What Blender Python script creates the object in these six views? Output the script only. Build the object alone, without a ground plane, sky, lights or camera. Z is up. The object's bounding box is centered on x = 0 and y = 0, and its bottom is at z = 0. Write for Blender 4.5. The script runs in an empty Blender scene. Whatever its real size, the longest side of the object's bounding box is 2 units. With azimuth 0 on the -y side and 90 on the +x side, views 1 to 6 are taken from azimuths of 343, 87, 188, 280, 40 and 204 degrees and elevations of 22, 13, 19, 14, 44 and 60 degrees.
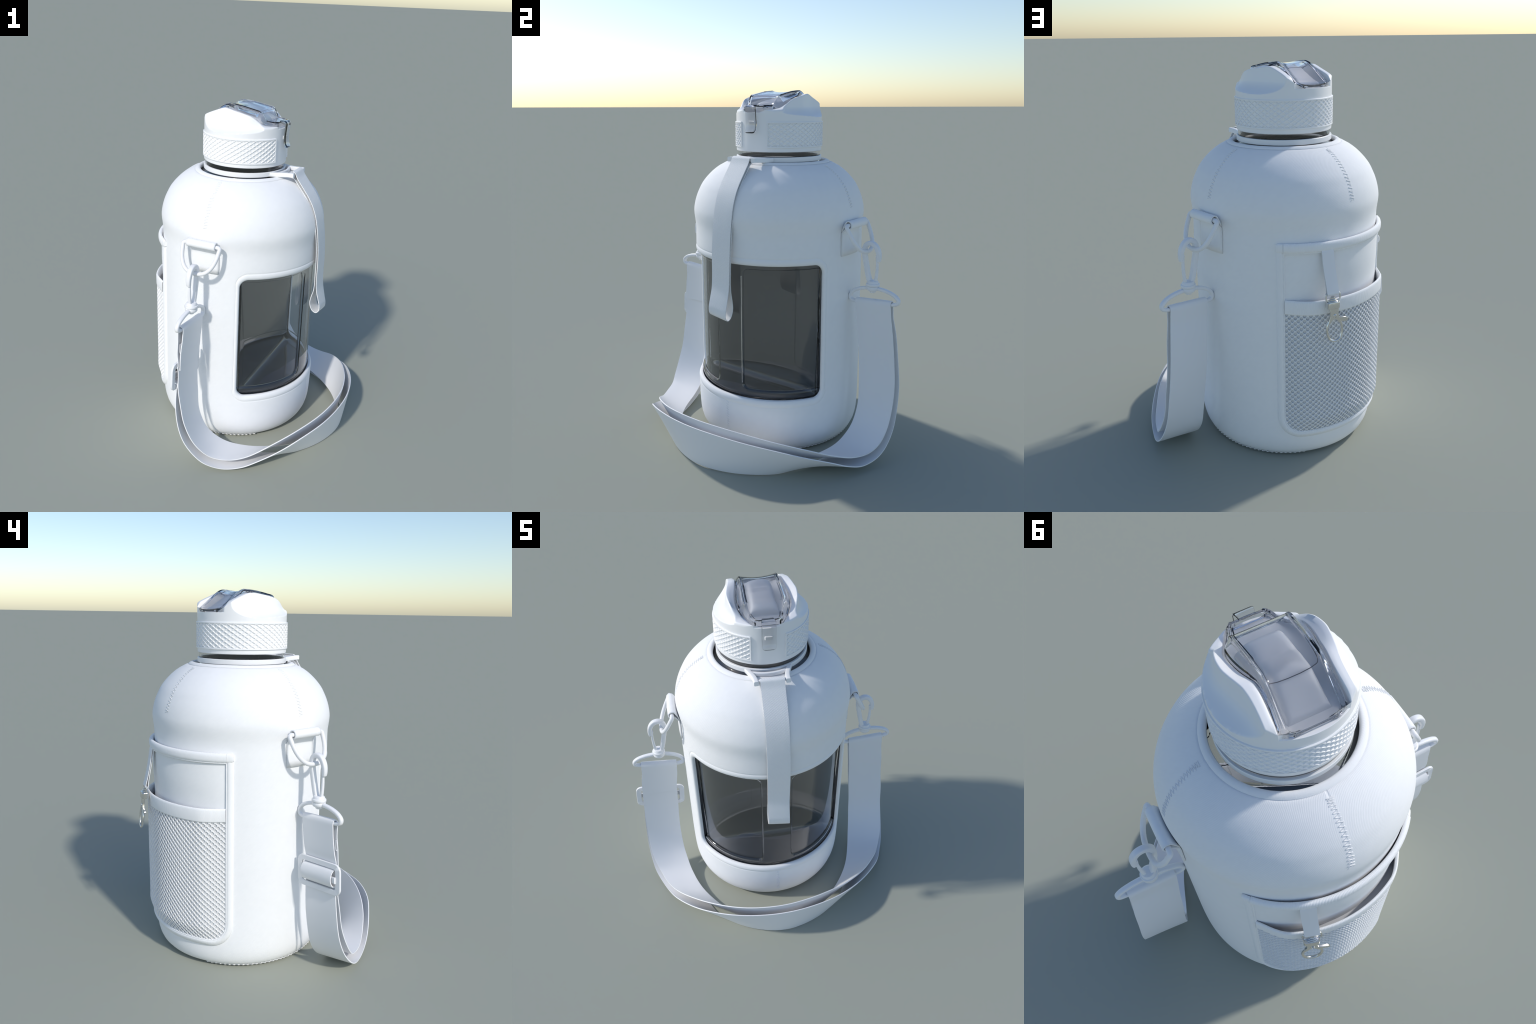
# A large insulated water bottle: white neoprene-like sleeve with a window, mesh pocket,
# screw lid with a clear flip cover, carry loop and a long webbing shoulder strap.
import bpy, bmesh, math, random
import numpy as np
from mathutils import Vector, Matrix

random.seed(7)
rng = np.random.default_rng(7)
PI = math.pi

# ------------------------------------------------------------------ frame
# Local frame: R = right as seen from the front, F = towards the front, z = up.
AXIS = (-0.1129, 0.0709)          # bottle axis in the world
TURN = math.radians(49.4)         # the front looks to azimuth 49.4


def P(R, F, z):
    return (R, -F, z)


def cyl(a, r, z):
    """a: degrees from the front, positive to the right."""
    t = math.radians(a)
    return (r * math.sin(t), -r * math.cos(t), z)


# ------------------------------------------------------------------ materials
def new_mat(name, base, rough, metallic=0.0, spec=0.5):
    m = bpy.data.materials.new(name)
    m.use_nodes = True
    b = m.node_tree.nodes["Principled BSDF"]
    b.inputs["Base Color"].default_value = (*base, 1)
    b.inputs["Roughness"].default_value = rough
    b.inputs["Metallic"].default_value = metallic
    b.inputs["Specular IOR Level"].default_value = spec
    return m, m.node_tree, b


def math_node(nt, op, a, b=None):
    n = nt.nodes.new("ShaderNodeMath")
    n.operation = op
    for i, v in enumerate((a, b)):
        if v is None:
            continue
        if isinstance(v, (int, float)):
            n.inputs[i].default_value = v
        else:
            nt.links.new(v, n.inputs[i])
    return n.outputs[0]


def bump_chain(nt, bsdf, heights):
    """heights: list of (socket, strength, distance)"""
    prev = None
    for sock, strength, dist in heights:
        b = nt.nodes.new("ShaderNodeBump")
        b.inputs["Strength"].default_value = strength
        b.inputs["Distance"].default_value = dist
        nt.links.new(sock, b.inputs["Height"])
        if prev:
            nt.links.new(prev, b.inputs["Normal"])
        prev = b.outputs[0]
    nt.links.new(prev, bsdf.inputs["Normal"])


def noise(nt, coord, scale, detail=3.0):
    n = nt.nodes.new("ShaderNodeTexNoise")
    n.inputs["Scale"].default_value = scale
    n.inputs["Detail"].default_value = detail
    nt.links.new(coord, n.inputs["Vector"])
    return n.outputs["Fac"]


def cyl_coords(nt):
    tc = nt.nodes.new("ShaderNodeTexCoord")
    sx = nt.nodes.new("ShaderNodeSeparateXYZ")
    nt.links.new(tc.outputs["Object"], sx.inputs[0])
    ang = math_node(nt, "ARCTAN2", sx.outputs[0], sx.outputs[1])
    return tc.outputs["Object"], ang, sx.outputs[2], sx


def color_mottle(nt, bsdf, coord, base, amount, scale):
    f = noise(nt, coord, scale, 4)
    r = nt.nodes.new("ShaderNodeValToRGB")
    r.color_ramp.elements[0].position, r.color_ramp.elements[1].position = 0.3, 0.7
    r.color_ramp.elements[0].color = (*[c * (1 - amount) for c in base], 1)
    r.color_ramp.elements[1].color = (*base, 1)
    nt.links.new(f, r.inputs[0])
    nt.links.new(r.outputs[0], bsdf.inputs["Base Color"])


WHITE = (0.925, 0.925, 0.925)


def fabric_material(name, base, strength=0.12, ribs=False):
    m, nt, b = new_mat(name, base, 0.75, spec=0.25)
    co, ang, z, _ = cyl_coords(nt)
    color_mottle(nt, b, co, base, 0.015, 30)
    # diagonal twill: lines climbing steeply around the cylinder
    u = math_node(nt, "MULTIPLY", ang, 0.49)
    if ribs:
        ph = math_node(nt, "MULTIPLY", u, 2 * PI / 0.0052)
    else:
        ph = math_node(nt, "ADD", math_node(nt, "MULTIPLY", u, 2 * PI / 0.0092), math_node(nt, "MULTIPLY", z, 2 * PI / 0.0088))
    wob = math_node(nt, "MULTIPLY", noise(nt, co, 70, 2), 3.4)
    tw = math_node(nt, "SINE", math_node(nt, "ADD", ph, wob))
    # shallow crease along the three shoulder seams
    q4 = math_node(nt, "SUBTRACT", math_node(nt, "FRACT", math_node(nt, "ADD", math_node(nt, "DIVIDE", ang, PI / 2), 0.5)), 0.5)
    side = math_node(nt, "MULTIPLY", math_node(nt, "ABSOLUTE", q4), PI / 2 * 0.42)
    seam = nt.nodes.new("ShaderNodeMapRange")
    seam.interpolation_type = "SMOOTHSTEP"
    seam.inputs["From Max"].default_value = 0.010
    seam.inputs["To Min"].default_value, seam.inputs["To Max"].default_value = 1.0, 0.0
    nt.links.new(side, seam.inputs["Value"])
    on_dome_mask = math_node(nt, "GREATER_THAN", z, 1.37)
    crease_h = math_node(nt, "SUBTRACT", 1.0, math_node(nt, "MULTIPLY", seam.outputs[0], on_dome_mask))
    fine = noise(nt, co, 420, 2)
    broad = noise(nt, co, 9, 3)
    bump_chain(nt, b, [(tw, strength, 0.0012), (fine, 0.07, 0.002), (broad, 0.06, 0.02)] + ([] if ribs else [(crease_h, 0.45, 0.003)]))
    return m


def webbing_material(name, base, period=0.006, strength=0.25):
    m, nt, b = new_mat(name, base, 0.5, spec=0.35)
    tc = nt.nodes.new("ShaderNodeTexCoord")
    sx = nt.nodes.new("ShaderNodeSeparateXYZ")
    nt.links.new(tc.outputs["Object"], sx.inputs[0])
    k = 2 * PI / period
    a = math_node(nt, "SINE", math_node(nt, "MULTIPLY", sx.outputs[0], k))
    c = math_node(nt, "SINE", math_node(nt, "MULTIPLY", math_node(nt, "ADD", sx.outputs[2], math_node(nt, "MULTIPLY", sx.outputs[1], 0.6)), k))
    bump_chain(nt, b, [(math_node(nt, "MULTIPLY", a, c), strength, 0.0016)])
    return m


def plastic_material(name, base, rough):
    m, nt, b = new_mat(name, base, rough, spec=0.5)
    tc = nt.nodes.new("ShaderNodeTexCoord")
    color_mottle(nt, b, tc.outputs["Object"], base, 0.01, 14)
    bump_chain(nt, b, [(noise(nt, tc.outputs["Object"], 60, 2), 0.04, 0.003)])
    return m


def glass_material(name, tint, ior=1.46, rough=0.0):
    m, nt, b = new_mat(name, tint, rough)
    b.inputs["Transmission Weight"].default_value = 1.0
    b.inputs["IOR"].default_value = ior
    return m


FABRIC = fabric_material("sleeve_fabric", WHITE)
RIBBED = fabric_material("ribbed_binding", WHITE, 0.22, ribs=True)
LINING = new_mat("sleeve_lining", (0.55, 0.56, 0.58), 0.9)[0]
THREAD = plastic_material("stitch_thread", (0.88, 0.88, 0.88), 0.6)
MESH_CLOTH = plastic_material("mesh_cloth", (0.88, 0.88, 0.88), 0.65)
HOLE_SHADE = plastic_material("hole_shade_grey", (0.72, 0.72, 0.72), 0.8)  # grey stands for the shade inside the mesh holes
PLASTIC = plastic_material("lid_plastic", WHITE, 0.38)
HARD = plastic_material("buckle_plastic", (0.88, 0.88, 0.89), 0.42)
SPOUT = plastic_material("spout_plastic", (0.86, 0.86, 0.87), 0.4)
WEB = webbing_material("strap_webbing", (0.87, 0.87, 0.88), 0.004, 0.06)
WEB2 = webbing_material("loop_webbing", (0.90, 0.90, 0.90), 0.0085, 0.42)
CLEAR = glass_material("clear_cover", (0.97, 0.975, 0.99), 1.47)
SMOKE = glass_material("clear_bottle", (0.975, 0.975, 0.975), 1.52)


def metal_material():
    m, nt, b = new_mat("nickel", (0.74, 0.73, 0.70), 0.24, metallic=1.0)
    tc = nt.nodes.new("ShaderNodeTexCoord")
    f = noise(nt, tc.outputs["Object"], 90, 2)
    r = nt.nodes.new("ShaderNodeMapRange")
    r.inputs["To Min"].default_value, r.inputs["To Max"].default_value = 0.18, 0.32
    nt.links.new(f, r.inputs["Value"])
    nt.links.new(r.outputs[0], b.inputs["Roughness"])
    return m


METAL = metal_material()

# ------------------------------------------------------------------ object helpers


def make(name, verts, faces, mat, parent, smooth=True, angle=40, kind=None, mats=None, fix=True):
    me = bpy.data.meshes.new(name)
    me.from_pydata([tuple(map(float, v)) for v in verts], [], [tuple(map(int, f)) for f in faces])
    if fix:
        bm = bmesh.new()
        bm.from_mesh(me)
        bmesh.ops.remove_doubles(bm, verts=bm.verts, dist=1e-5)
        bmesh.ops.recalc_face_normals(bm, faces=bm.faces)
        bm.to_mesh(me)
        bm.free()
    me.materials.append(mat)
    for x in mats or []:
        me.materials.append(x)
    me.polygons.foreach_set("use_smooth", [smooth] * len(me.polygons))
    if smooth and angle < 180:
        me.set_sharp_from_angle(angle=math.radians(angle))
    me.update()
    ob = bpy.data.objects.new(name, me)
    bpy.context.scene.collection.objects.link(ob)
    ob.parent = parent
    if kind:
        ob["kind"] = kind
    return ob


def grid(nu, nv, cu=False, cv=False, off=0):
    """index u*nv+v"""
    f = []
    for i in range(nu if cu else nu - 1):
        for j in range(nv if cv else nv - 1):
            a, b = i, (i + 1) % nu
            c, d = j, (j + 1) % nv
            f.append((off + a * nv + c, off + b * nv + c, off + b * nv + d, off + a * nv + d))
    return f


class Geo:
    """collects pieces of one mesh"""

    def __init__(self):
        self.v, self.f = [], []

    def add(self, v, f):
        o = len(self.v)
        self.v += [tuple(x) for x in v]
        self.f += [tuple(i + o for i in q) for q in f]

    def make(self, name, mat, parent, **k):
        return make(name, self.v, self.f, mat, parent, **k)


def catmull(pts, n, closed=False):
    """dense Catmull-Rom through pts (any dimension); n samples per span"""
    p = np.array(pts, float)
    m = len(p)
    out = []
    spans = m if closed else m - 1
    for i in range(spans):
        if closed:
            a, b, c, d = p[(i - 1) % m], p[i], p[(i + 1) % m], p[(i + 2) % m]
        else:
            b, c = p[i], p[i + 1]
            a = p[i - 1] if i > 0 else 2 * b - c
            d = p[i + 2] if i + 2 < m else 2 * c - b
        t0 = 0.0
        t1 = t0 + max(np.linalg.norm(b - a), 1e-6) ** 0.5
        t2 = t1 + max(np.linalg.norm(c - b), 1e-6) ** 0.5
        t3 = t2 + max(np.linalg.norm(d - c), 1e-6) ** 0.5
        for k in range(n):
            t = t1 + (t2 - t1) * k / n
            A1 = (t1 - t) / (t1 - t0) * a + (t - t0) / (t1 - t0) * b
            A2 = (t2 - t) / (t2 - t1) * b + (t - t1) / (t2 - t1) * c
            A3 = (t3 - t) / (t3 - t2) * c + (t - t2) / (t3 - t2) * d
            B1 = (t2 - t) / (t2 - t0) * A1 + (t - t0) / (t2 - t0) * A2
            B2 = (t3 - t) / (t3 - t1) * A2 + (t - t1) / (t3 - t1) * A3
            out.append((t2 - t) / (t2 - t1) * B1 + (t - t1) / (t2 - t1) * B2)
    if not closed:
        out.append(p[-1])
    return np.array(out)


def sweep(path, section, closed=False, up=None, scale=None, caps=True):
    """path: N×3 points; section: list of (a, b) offsets along (side, up); returns verts, faces"""
    p = np.array(path, float)
    n = len(p)
    sec = np.array(section, float)
    m = len(sec)
    if closed:
        tan = np.roll(p, -1, 0) - np.roll(p, 1, 0)
    else:
        tan = np.gradient(p, axis=0)
    tan /= np.linalg.norm(tan, axis=1, keepdims=True) + 1e-12
    ups = np.zeros_like(p)
    if up is not None:
        u0 = np.array(up, float)
        ups = (u0 if u0.ndim == 2 else np.tile(u0, (n, 1))).copy()
        ups -= tan * (ups * tan).sum(1, keepdims=True)
    else:
        ref = np.array([0, 0, 1.0]) if abs(tan[0][2]) < 0.9 else np.array([1.0, 0, 0])
        u = ref - tan[0] * (ref @ tan[0])
        for i in range(n):
            u = u - tan[i] * (u @ tan[i])
            u /= np.linalg.norm(u)
            ups[i] = u
    ups /= np.linalg.norm(ups, axis=1, keepdims=True) + 1e-12
    side = np.cross(tan, ups)
    sc = np.ones(n) if scale is None else np.array(scale, float)
    v = []
    for i in range(n):
        for a, b in sec:
            v.append(p[i] + sc[i] * (a * side[i] + b * ups[i]))
    f = grid(n, m, closed, True)
    if caps and not closed:
        f.append(tuple(range(m)))
        f.append(tuple((n - 1) * m + j for j in range(m))[::-1])
    return v, f


def circle(r, n=12, ry=None):
    ry = r if ry is None else ry
    return [(r * math.cos(2 * PI * k / n), ry * math.sin(2 * PI * k / n)) for k in range(n)]


def rrect(w, h, r, n=3):
    """rounded rectangle outline, full width w and height h"""
    out = []
    for cx, cy, a0 in ((w / 2 - r, h / 2 - r, 0), (-w / 2 + r, h / 2 - r, 90), (-w / 2 + r, -h / 2 + r, 180), (w / 2 - r, -h / 2 + r, 270)):
        for k in range(n + 1):
            a = math.radians(a0 + 90 * k / n)
            out.append((cx + r * math.cos(a), cy + r * math.sin(a)))
    return out


def lathe(prof, n=96, closed_profile=False, a0=0.0, a1=360.0):
    full = abs(a1 - a0 - 360) < 1e-6
    k = n if full else n + 1
    v = [cyl(a0 + (a1 - a0) * i / n, r, z) for i in range(k) for r, z in prof]
    return v, grid(k, len(prof), full, closed_profile)


def box(c, s):
    x, y, z = c
    a, b, d = s[0] / 2, s[1] / 2, s[2] / 2
    v = [(x + i * a, y + j * b, z + k * d) for i in (-1, 1) for j in (-1, 1) for k in (-1, 1)]
    f = [(0, 1, 3, 2), (4, 6, 7, 5), (0, 4, 5, 1), (2, 3, 7, 6), (0, 2, 6, 4), (1, 5, 7, 3)]
    return v, f


def bevel(ob, w, seg=3, angle=40):
    m = ob.modifiers.new("round_edges", "BEVEL")
    m.width, m.segments, m.limit_method = w, seg, "ANGLE"
    m.angle_limit = math.radians(angle)
    m.harden_normals = False
    return ob


def lerp(a, b, t):
    return a + (b - a) * t


def smooth01(t):
    t = min(max(t, 0.0), 1.0)
    return t * t * (3 - 2 * t)


# ------------------------------------------------------------------ the thing
root = bpy.data.objects.new("water_bottle", None)
root.empty_display_size = 0.3
bpy.context.scene.collection.objects.link(root)
root.location = (AXIS[0], AXIS[1], 0)
root.rotation_euler = (0, 0, TURN)
root["label"] = "large white water bottle in fabric sleeve with shoulder strap"
root["category"] = "water bottle"


def group(name):
    o = bpy.data.objects.new(name, None)
    o.empty_display_size = 0.1
    bpy.context.scene.collection.objects.link(o)
    o.parent = root
    return o


# ------------------------------------------------------------------ sleeve
BODY_Z = [0.13, 0.20, 0.5, 0.9, 1.1, 1.18, 1.225, 1.255, 1.285, 1.31, 1.335, 1.36, 1.39, 1.42, 1.45, 1.48, 1.51, 1.54, 1.56, 1.58, 1.60]
BODY_R = [0.486, 0.4885, 0.4895, 0.489, 0.4885, 0.4875, 0.4868, 0.4880, 0.4915, 0.4945, 0.4950, 0.4915, 0.4845, 0.4745, 0.461, 0.4452, 0.4225, 0.394, 0.371, 0.3425, 0.306]
_dense = catmull(list(zip(BODY_Z, BODY_R)), 12)


def body_r(z):
    return float(np.interp(z, _dense[:, 0], _dense[:, 1]))


def flare(a, z):
    """the foot of the sleeve swells a little under the pocket"""
    d = abs((a - 180 + 180) % 360 - 180)
    if d > 75:
        return 0.0
    return 0.010 * math.cos(math.radians(d * 1.2)) ** 2 * smooth01((0.36 - z) / 0.26) * smooth01(z / 0.03)


NU = 180
Z0, Z1 = 0.22, 1.20                     # rows covered by the window patch
foot = [(0.0, 0.008), (0.2, 0.008), (0.36, 0.007), (0.405, 0.004), (0.425, 0.006), (0.440, 0.012), (0.452, 0.022), (0.464, 0.038),
        (0.474, 0.060), (0.4805, 0.085), (0.4845, 0.11), (0.4868, 0.145), (0.4880, 0.18), (body_r(Z0), Z0)]
mid_z = [lerp(Z0, Z1, k / 40) for k in range(41)]
dome_z = [1.20 + 0.0105 * k for k in range(1, 37)]
dome = [(body_r(z), z) for z in dome_z if z < 1.59]
rim = [(0.312, 1.5962), (0.302, 1.6005), (0.2975, 1.6015), (0.2945, 1.6010), (0.2915, 1.6035), (0.286, 1.6090), (0.278, 1.6130),
       (0.2705, 1.6135), (0.2650, 1.6095), (0.2625, 1.6025), (0.2630, 1.594), (0.268, 1.586)]
THICK = 0.020


def inner_prof(pr):
    """profile moved inward by the sleeve thickness"""
    q = np.array(pr)
    t = np.gradient(q, axis=0)
    t /= np.linalg.norm(t, axis=1, keepdims=True)
    nrm = np.stack([-t[:, 1], t[:, 0]], 1)
    return [(max(r, 0.0), z) for r, z in q + nrm * THICK]


sleeve = Geo()
low = foot
high = [(body_r(Z1), Z1)] + dome + rim
us = [-180 + 360 * i / NU for i in range(NU)]


def sheet(prof):
    v = [cyl(a, r + (flare(a, z)), z) for a in us for r, z in prof]
    sleeve.add(v, grid(NU, len(prof), True, False))


sheet(low)
sheet(high)
# plain wall behind and beside the window patch
HALF_PATCH = 80
side_us = [a for a in us if a >= HALF_PATCH - 1e-6 or a <= -HALF_PATCH + 1e-6]
side_us = sorted([a % 360 for a in side_us])
v = [cyl(a, body_r(z) + flare(a, z), z) for a in side_us for z in mid_z]
sleeve.add(v, grid(len(side_us), len(mid_z)))
# window patch: loops that grow from the rounded window edge to the rectangular patch border
K = 0.489
WIN_W, WIN_LO, WIN_HI, WIN_R = math.radians(65.75) * K, 0.326, 1.090, 0.052
border = []
pu = [a for a in us if -HALF_PATCH - 1e-6 <= a <= HALF_PATCH + 1e-6]
border += [(a, Z0) for a in pu]
border += [(HALF_PATCH, z) for z in mid_z[1:]]
border += [(a, Z1) for a in reversed(pu[:-1])]
border += [(-HALF_PATCH, z) for z in reversed(mid_z[1:-1])]


def window_edge(a, z):
    x = math.radians(a) * K
    cx = min(max(x, -WIN_W + WIN_R), WIN_W - WIN_R)
    cz = min(max(z, WIN_LO + WIN_R), WIN_HI - WIN_R)
    d = Vector((x - cx, z - cz)).normalized()
    return cx + WIN_R * d.x, cz + WIN_R * d.y


RINGS = [(0.0, -0.011), (0.0006, -0.0075), (0.0022, -0.0040), (0.0050, -0.0012), (0.0085, 0.0012), (0.012, 0.0018), (0.0165, 0.0012), (0.0192, -0.0002),
         (0.0208, -0.0022), (0.0225, -0.0004), (0.0250, 0.0), (0.040, 0.0)]


def patch(off, with_roll):
    vs = []
    for a, z in border:
        ex, ez = window_edge(a, z)
        bx, bz = math.radians(a) * K, z
        dx, dz = bx - ex, bz - ez
        L = math.hypot(dx, dz)
        k = lerp(1.0, 1.85, abs(dz) / L)      # the hem is wider above and below
        for d, h in RINGS:
            t = min(d * k / L, 0.9)
            x, zz = ex + dx * t, ez + dz * t
            aa = math.degrees(x / K)
            vs.append(cyl(aa, body_r(zz) + (h if with_roll else 0) + off + flare(aa, zz), zz))
        for t in (0.7, 1.0):
            x, zz = lerp(ex + dx * min(0.040 * k / L, 0.9), bx, t), lerp(ez + dz * min(0.040 * k / L, 0.9), bz, t)
            aa = math.degrees(x / K)
            vs.append(cyl(aa, body_r(zz) + off + flare(aa, zz), zz))
    return vs


m = len(RINGS) + 2
sleeve.add(patch(0.0, True), grid(len(border), m, True, False))
# thickness of the cloth around the window
edge = []
for a, z in border:
    ex, ez = window_edge(a, z)
    aa = math.degrees(ex / K)
    for off in (-0.011, -0.016, -THICK):
        edge.append(cyl(aa, body_r(ez) + off, ez))
sleeve.add(edge, grid(len(border), 3, True, False))
sleeve_parent = sleeve.make("sleeve", FABRIC, root, angle=70)

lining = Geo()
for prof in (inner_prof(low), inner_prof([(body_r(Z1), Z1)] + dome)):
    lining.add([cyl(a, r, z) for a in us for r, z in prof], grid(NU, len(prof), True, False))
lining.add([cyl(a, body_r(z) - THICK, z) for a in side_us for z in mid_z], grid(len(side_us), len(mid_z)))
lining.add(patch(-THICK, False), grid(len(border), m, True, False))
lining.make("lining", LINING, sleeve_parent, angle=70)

# ribbed binding ring around the neck opening, just proud of the rim
bind_prof = [(0.2935, 1.6030), (0.2895, 1.6080), (0.284, 1.6122), (0.277, 1.6148), (0.2705, 1.6152), (0.2645, 1.6110), (0.2612, 1.6030), (0.2615, 1.594)]
v, f = lathe(bind_prof, 180)
make("neck_binding", v, f, RIBBED, sleeve_parent)


# zigzag stitching ---------------------------------------------------------
def zigzag(name, pts_fn, n, amp, rad):
    """pts_fn(t, s): surface point at run t in 0..1 and sideways offset s metres"""
    path = []
    for k in range(n + 1):
        s = amp if k % 2 else -amp
        path.append(pts_fn(k / n, s * (1 + 0.12 * rng.standard_normal())))
    dense = []
    for a, b in zip(path[:-1], path[1:]):
        a, b = np.array(a), np.array(b)
        for t in (0.0, 0.08, 0.5, 0.92):
            dense.append(lerp(a, b, t))
    dense.append(np.array(path[-1]))
    v, f = sweep(dense, circle(rad, 6))
    make(name, v, f, THREAD, sleeve_parent, kind="stuff")


for a in (90, 180, 270):
    def on_dome(t, s, a=a):
        zz = lerp(1.594, 1.372, t ** 1.0)
        # run along the arc of the dome
        th = t
        zz = 1.372 + (1.594 - 1.372) * math.cos(th * PI / 2 * 0.985) ** 1.15
        r = body_r(zz) + 0.0012
        return cyl(a + math.degrees(s / r), r, zz)
    zigzag("seam_stitch", on_dome, 40, 0.0120, 0.0016)


def on_front(t, s):
    zz = lerp(0.284, 0.09, t)
    r = float(np.interp(zz, [q[1] for q in foot[5:]], [q[0] for q in foot[5:]])) if zz < Z0 else body_r(zz)
    return cyl(math.degrees(s / r), r + 0.0008, zz)


zigzag("seam_stitch", on_front, 26, 0.0085, 0.0016)
for a0, a1 in ((48, 152), (207, 312)):
    def on_foot(t, s, a0=a0, a1=a1):
        return cyl(lerp(a0, a1, t), 0.4425 + s * 1.25, 0.0108 + 0.62 * s)
    zigzag("base_stitch", on_foot, 66, 0.0066, 0.0025)

# ------------------------------------------------------------------ clear bottle inside
SHELL, WALL = 0.0225, 0.006
CHORD, FLOOR_Z, TOP_Z, FOOT = 0.188, 0.316, 1.185, 0.022


def bottle_r(z):
    return body_r(max(z, 0.2)) - SHELL


def panel_depth(a, z):
    """recessed panels with rounded corners between upright pillars"""
    d = abs((a + 360) % 90 - 45)
    x = math.radians(d) * 0.46
    hw, lo, hi, rad = math.radians(45 - 10.3) * 0.46, 0.366, 1.072, 0.040
    cx, cz = max(x - (hw - rad), 0), max(abs(z - (lo + hi) / 2) - ((hi - lo) / 2 - rad), 0)
    dist = rad - math.hypot(cx, cz) if (cx > 0 or cz > 0) else min(hw - x, (hi - lo) / 2 - abs(z - (lo + hi) / 2))
    return 0.013 * smooth01(dist / 0.010)


def limit_angle(r):
    return math.degrees(math.acos(CHORD / r))


A_MAX = limit_angle(bottle_r(0.7)) - 0.05
az, a = [], 0.0
while a < A_MAX:
    az.append(a)
    a += 0.35 if 8.8 < a < 14.5 else 1.6
az.append(A_MAX)
az = [-q for q in reversed(az[1:])] + az
zr = sorted(set([0.3515, 0.358, 0.364, 0.370, 0.3745, 0.378] + [0.385 + 0.018 * k for k in range(38)] + [0.383 + 0.0025 * k for k in range(8)] + [1.055 + 0.0025 * k for k in range(10)] + [1.10, 1.14, TOP_Z]))


def vessel(off):
    """front wall, rounded foot and floor, and the flat wall at the back"""
    rows = []
    for a in az:
        t = math.radians(a)
        line = []
        r0 = bottle_r(0.36) - FOOT - off
        Fc, Ff = CHORD + off, r0 * math.cos(t)
        Ff = max(Ff, Fc)
        Rr = math.copysign(min(abs(r0 * math.sin(t)), math.sqrt(max(r0 ** 2 - Ff ** 2, 0))), t)
        fil = min(0.045, 0.5 * (Ff - Fc))       # soft corner between the floor and the back wall
        for k in range(7):
            b = PI / 2 * k / 6
            line.append(P(Rr, Fc + fil * (1 - math.cos(b)), FLOOR_Z + off + fil * (1 - math.sin(b))))
        for k in range(1, 4):
            line.append(P(Rr, lerp(Fc + fil, Ff, k / 3), FLOOR_Z + off))
        for k in range(1, 8):                   # rounded foot
            b = PI / 2 * k / 8
            line.append(cyl(a, bottle_r(0.36) - FOOT - off + FOOT * math.sin(b), FLOOR_Z + off + (0.350 - FLOOR_Z) * (1 - math.cos(b)) ** 1.1))
        for z in [q for q in zr if q > 0.3505]:
            line.append(cyl(a, bottle_r(z) - panel_depth(a, z) - off, z if z < TOP_Z else TOP_Z - off))
        for k in range(1, 4):                   # top
            r0 = bottle_r(TOP_Z) - off
            line.append(P(r0 * math.sin(t), lerp(r0 * math.cos(t), CHORD + off, k / 4), TOP_Z - off))
        line.append(P(r0 * math.sin(t), CHORD + off, TOP_Z - off))
        rows += line
    n, m = len(az), len(rows) // len(az)
    f = grid(n, m)
    # flat back wall
    for i in range(n - 1):
        f.append((i * m, (i + 1) * m, (i + 1) * m + m - 1, i * m + m - 1))
    # narrow side walls
    for i in (0, n - 1):
        f.append(tuple(i * m + j for j in range(m)))
    return rows, f


bott = Geo()
bott.add(*vessel(0.0))
vv, ff_ = vessel(WALL)
bott.add(vv, ff_)
body = bott.make("bottle_body", SMOKE, root, angle=40)
# shoulder and neck, open below
neck = [(bottle_r(1.215) - 0.004, 1.215), (bottle_r(1.26) - 0.004, 1.26), (bottle_r(1.33) - 0.006, 1.33), (bottle_r(1.40), 1.40), (bottle_r(1.45), 1.45), (bottle_r(1.50), 1.50), (bottle_r(1.53), 1.53), (bottle_r(1.555), 1.555),
        (0.345, 1.572), (0.300, 1.583), (0.255, 1.590), (0.2365, 1.600), (0.2315, 1.612), (0.2315, 1.640), (0.2355, 1.643), (0.2355, 1.6672)]
q = np.array(neck)
tn = np.gradient(q, axis=0)
tn /= np.linalg.norm(tn, axis=1, keepdims=True)
inner = q + np.stack([-tn[:, 1], tn[:, 0]], 1) * 0.007
v, f = lathe(list(map(tuple, q)) + list(map(tuple, inner[::-1])), 120, True)
make("bottle_neck", v, f, SMOKE, body, angle=50)

# ------------------------------------------------------------------ lid
RL = 0.2432
ZT = catmull([(-0.245, 1.868), (-0.209, 1.907), (-0.190, 1.929), (-0.160, 1.944), (-0.124, 1.9585), (-0.090, 1.9715), (-0.065, 1.977), (-0.035, 1.970), (0.0, 1.957),
              (0.05, 1.945), (0.106, 1.9305), (0.139, 1.914), (0.16, 1.902), (0.18, 1.8965), (0.228, 1.891), (0.245, 1.890)], 8)
CREASE = catmull([(-0.245, 0.150), (-0.188, 0.151), (-0.145, 0.1495), (-0.107, 0.150), (-0.068, 0.155), (-0.008, 0.170), (0.034, 0.178), (0.07, 0.177), (0.097, 0.173),
                  (0.122, 0.166), (0.147, 0.157), (0.175, 0.1465), (0.2, 0.137), (0.245, 0.120)], 8)
ZC = catmull([(-0.245, 1.868), (-0.209, 1.907), (-0.189, 1.929), (-0.160, 1.944), (-0.124, 1.9585), (-0.090, 1.9715), (-0.065, 1.978), (-0.030, 1.976), (0.0, 1.971), (0.05, 1.963), (0.1, 1.9495),
              (0.125, 1.936), (0.153, 1.914), (0.175, 1.8965), (0.2, 1.8925), (0.228, 1.891), (0.245, 1.890)], 8)
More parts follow.
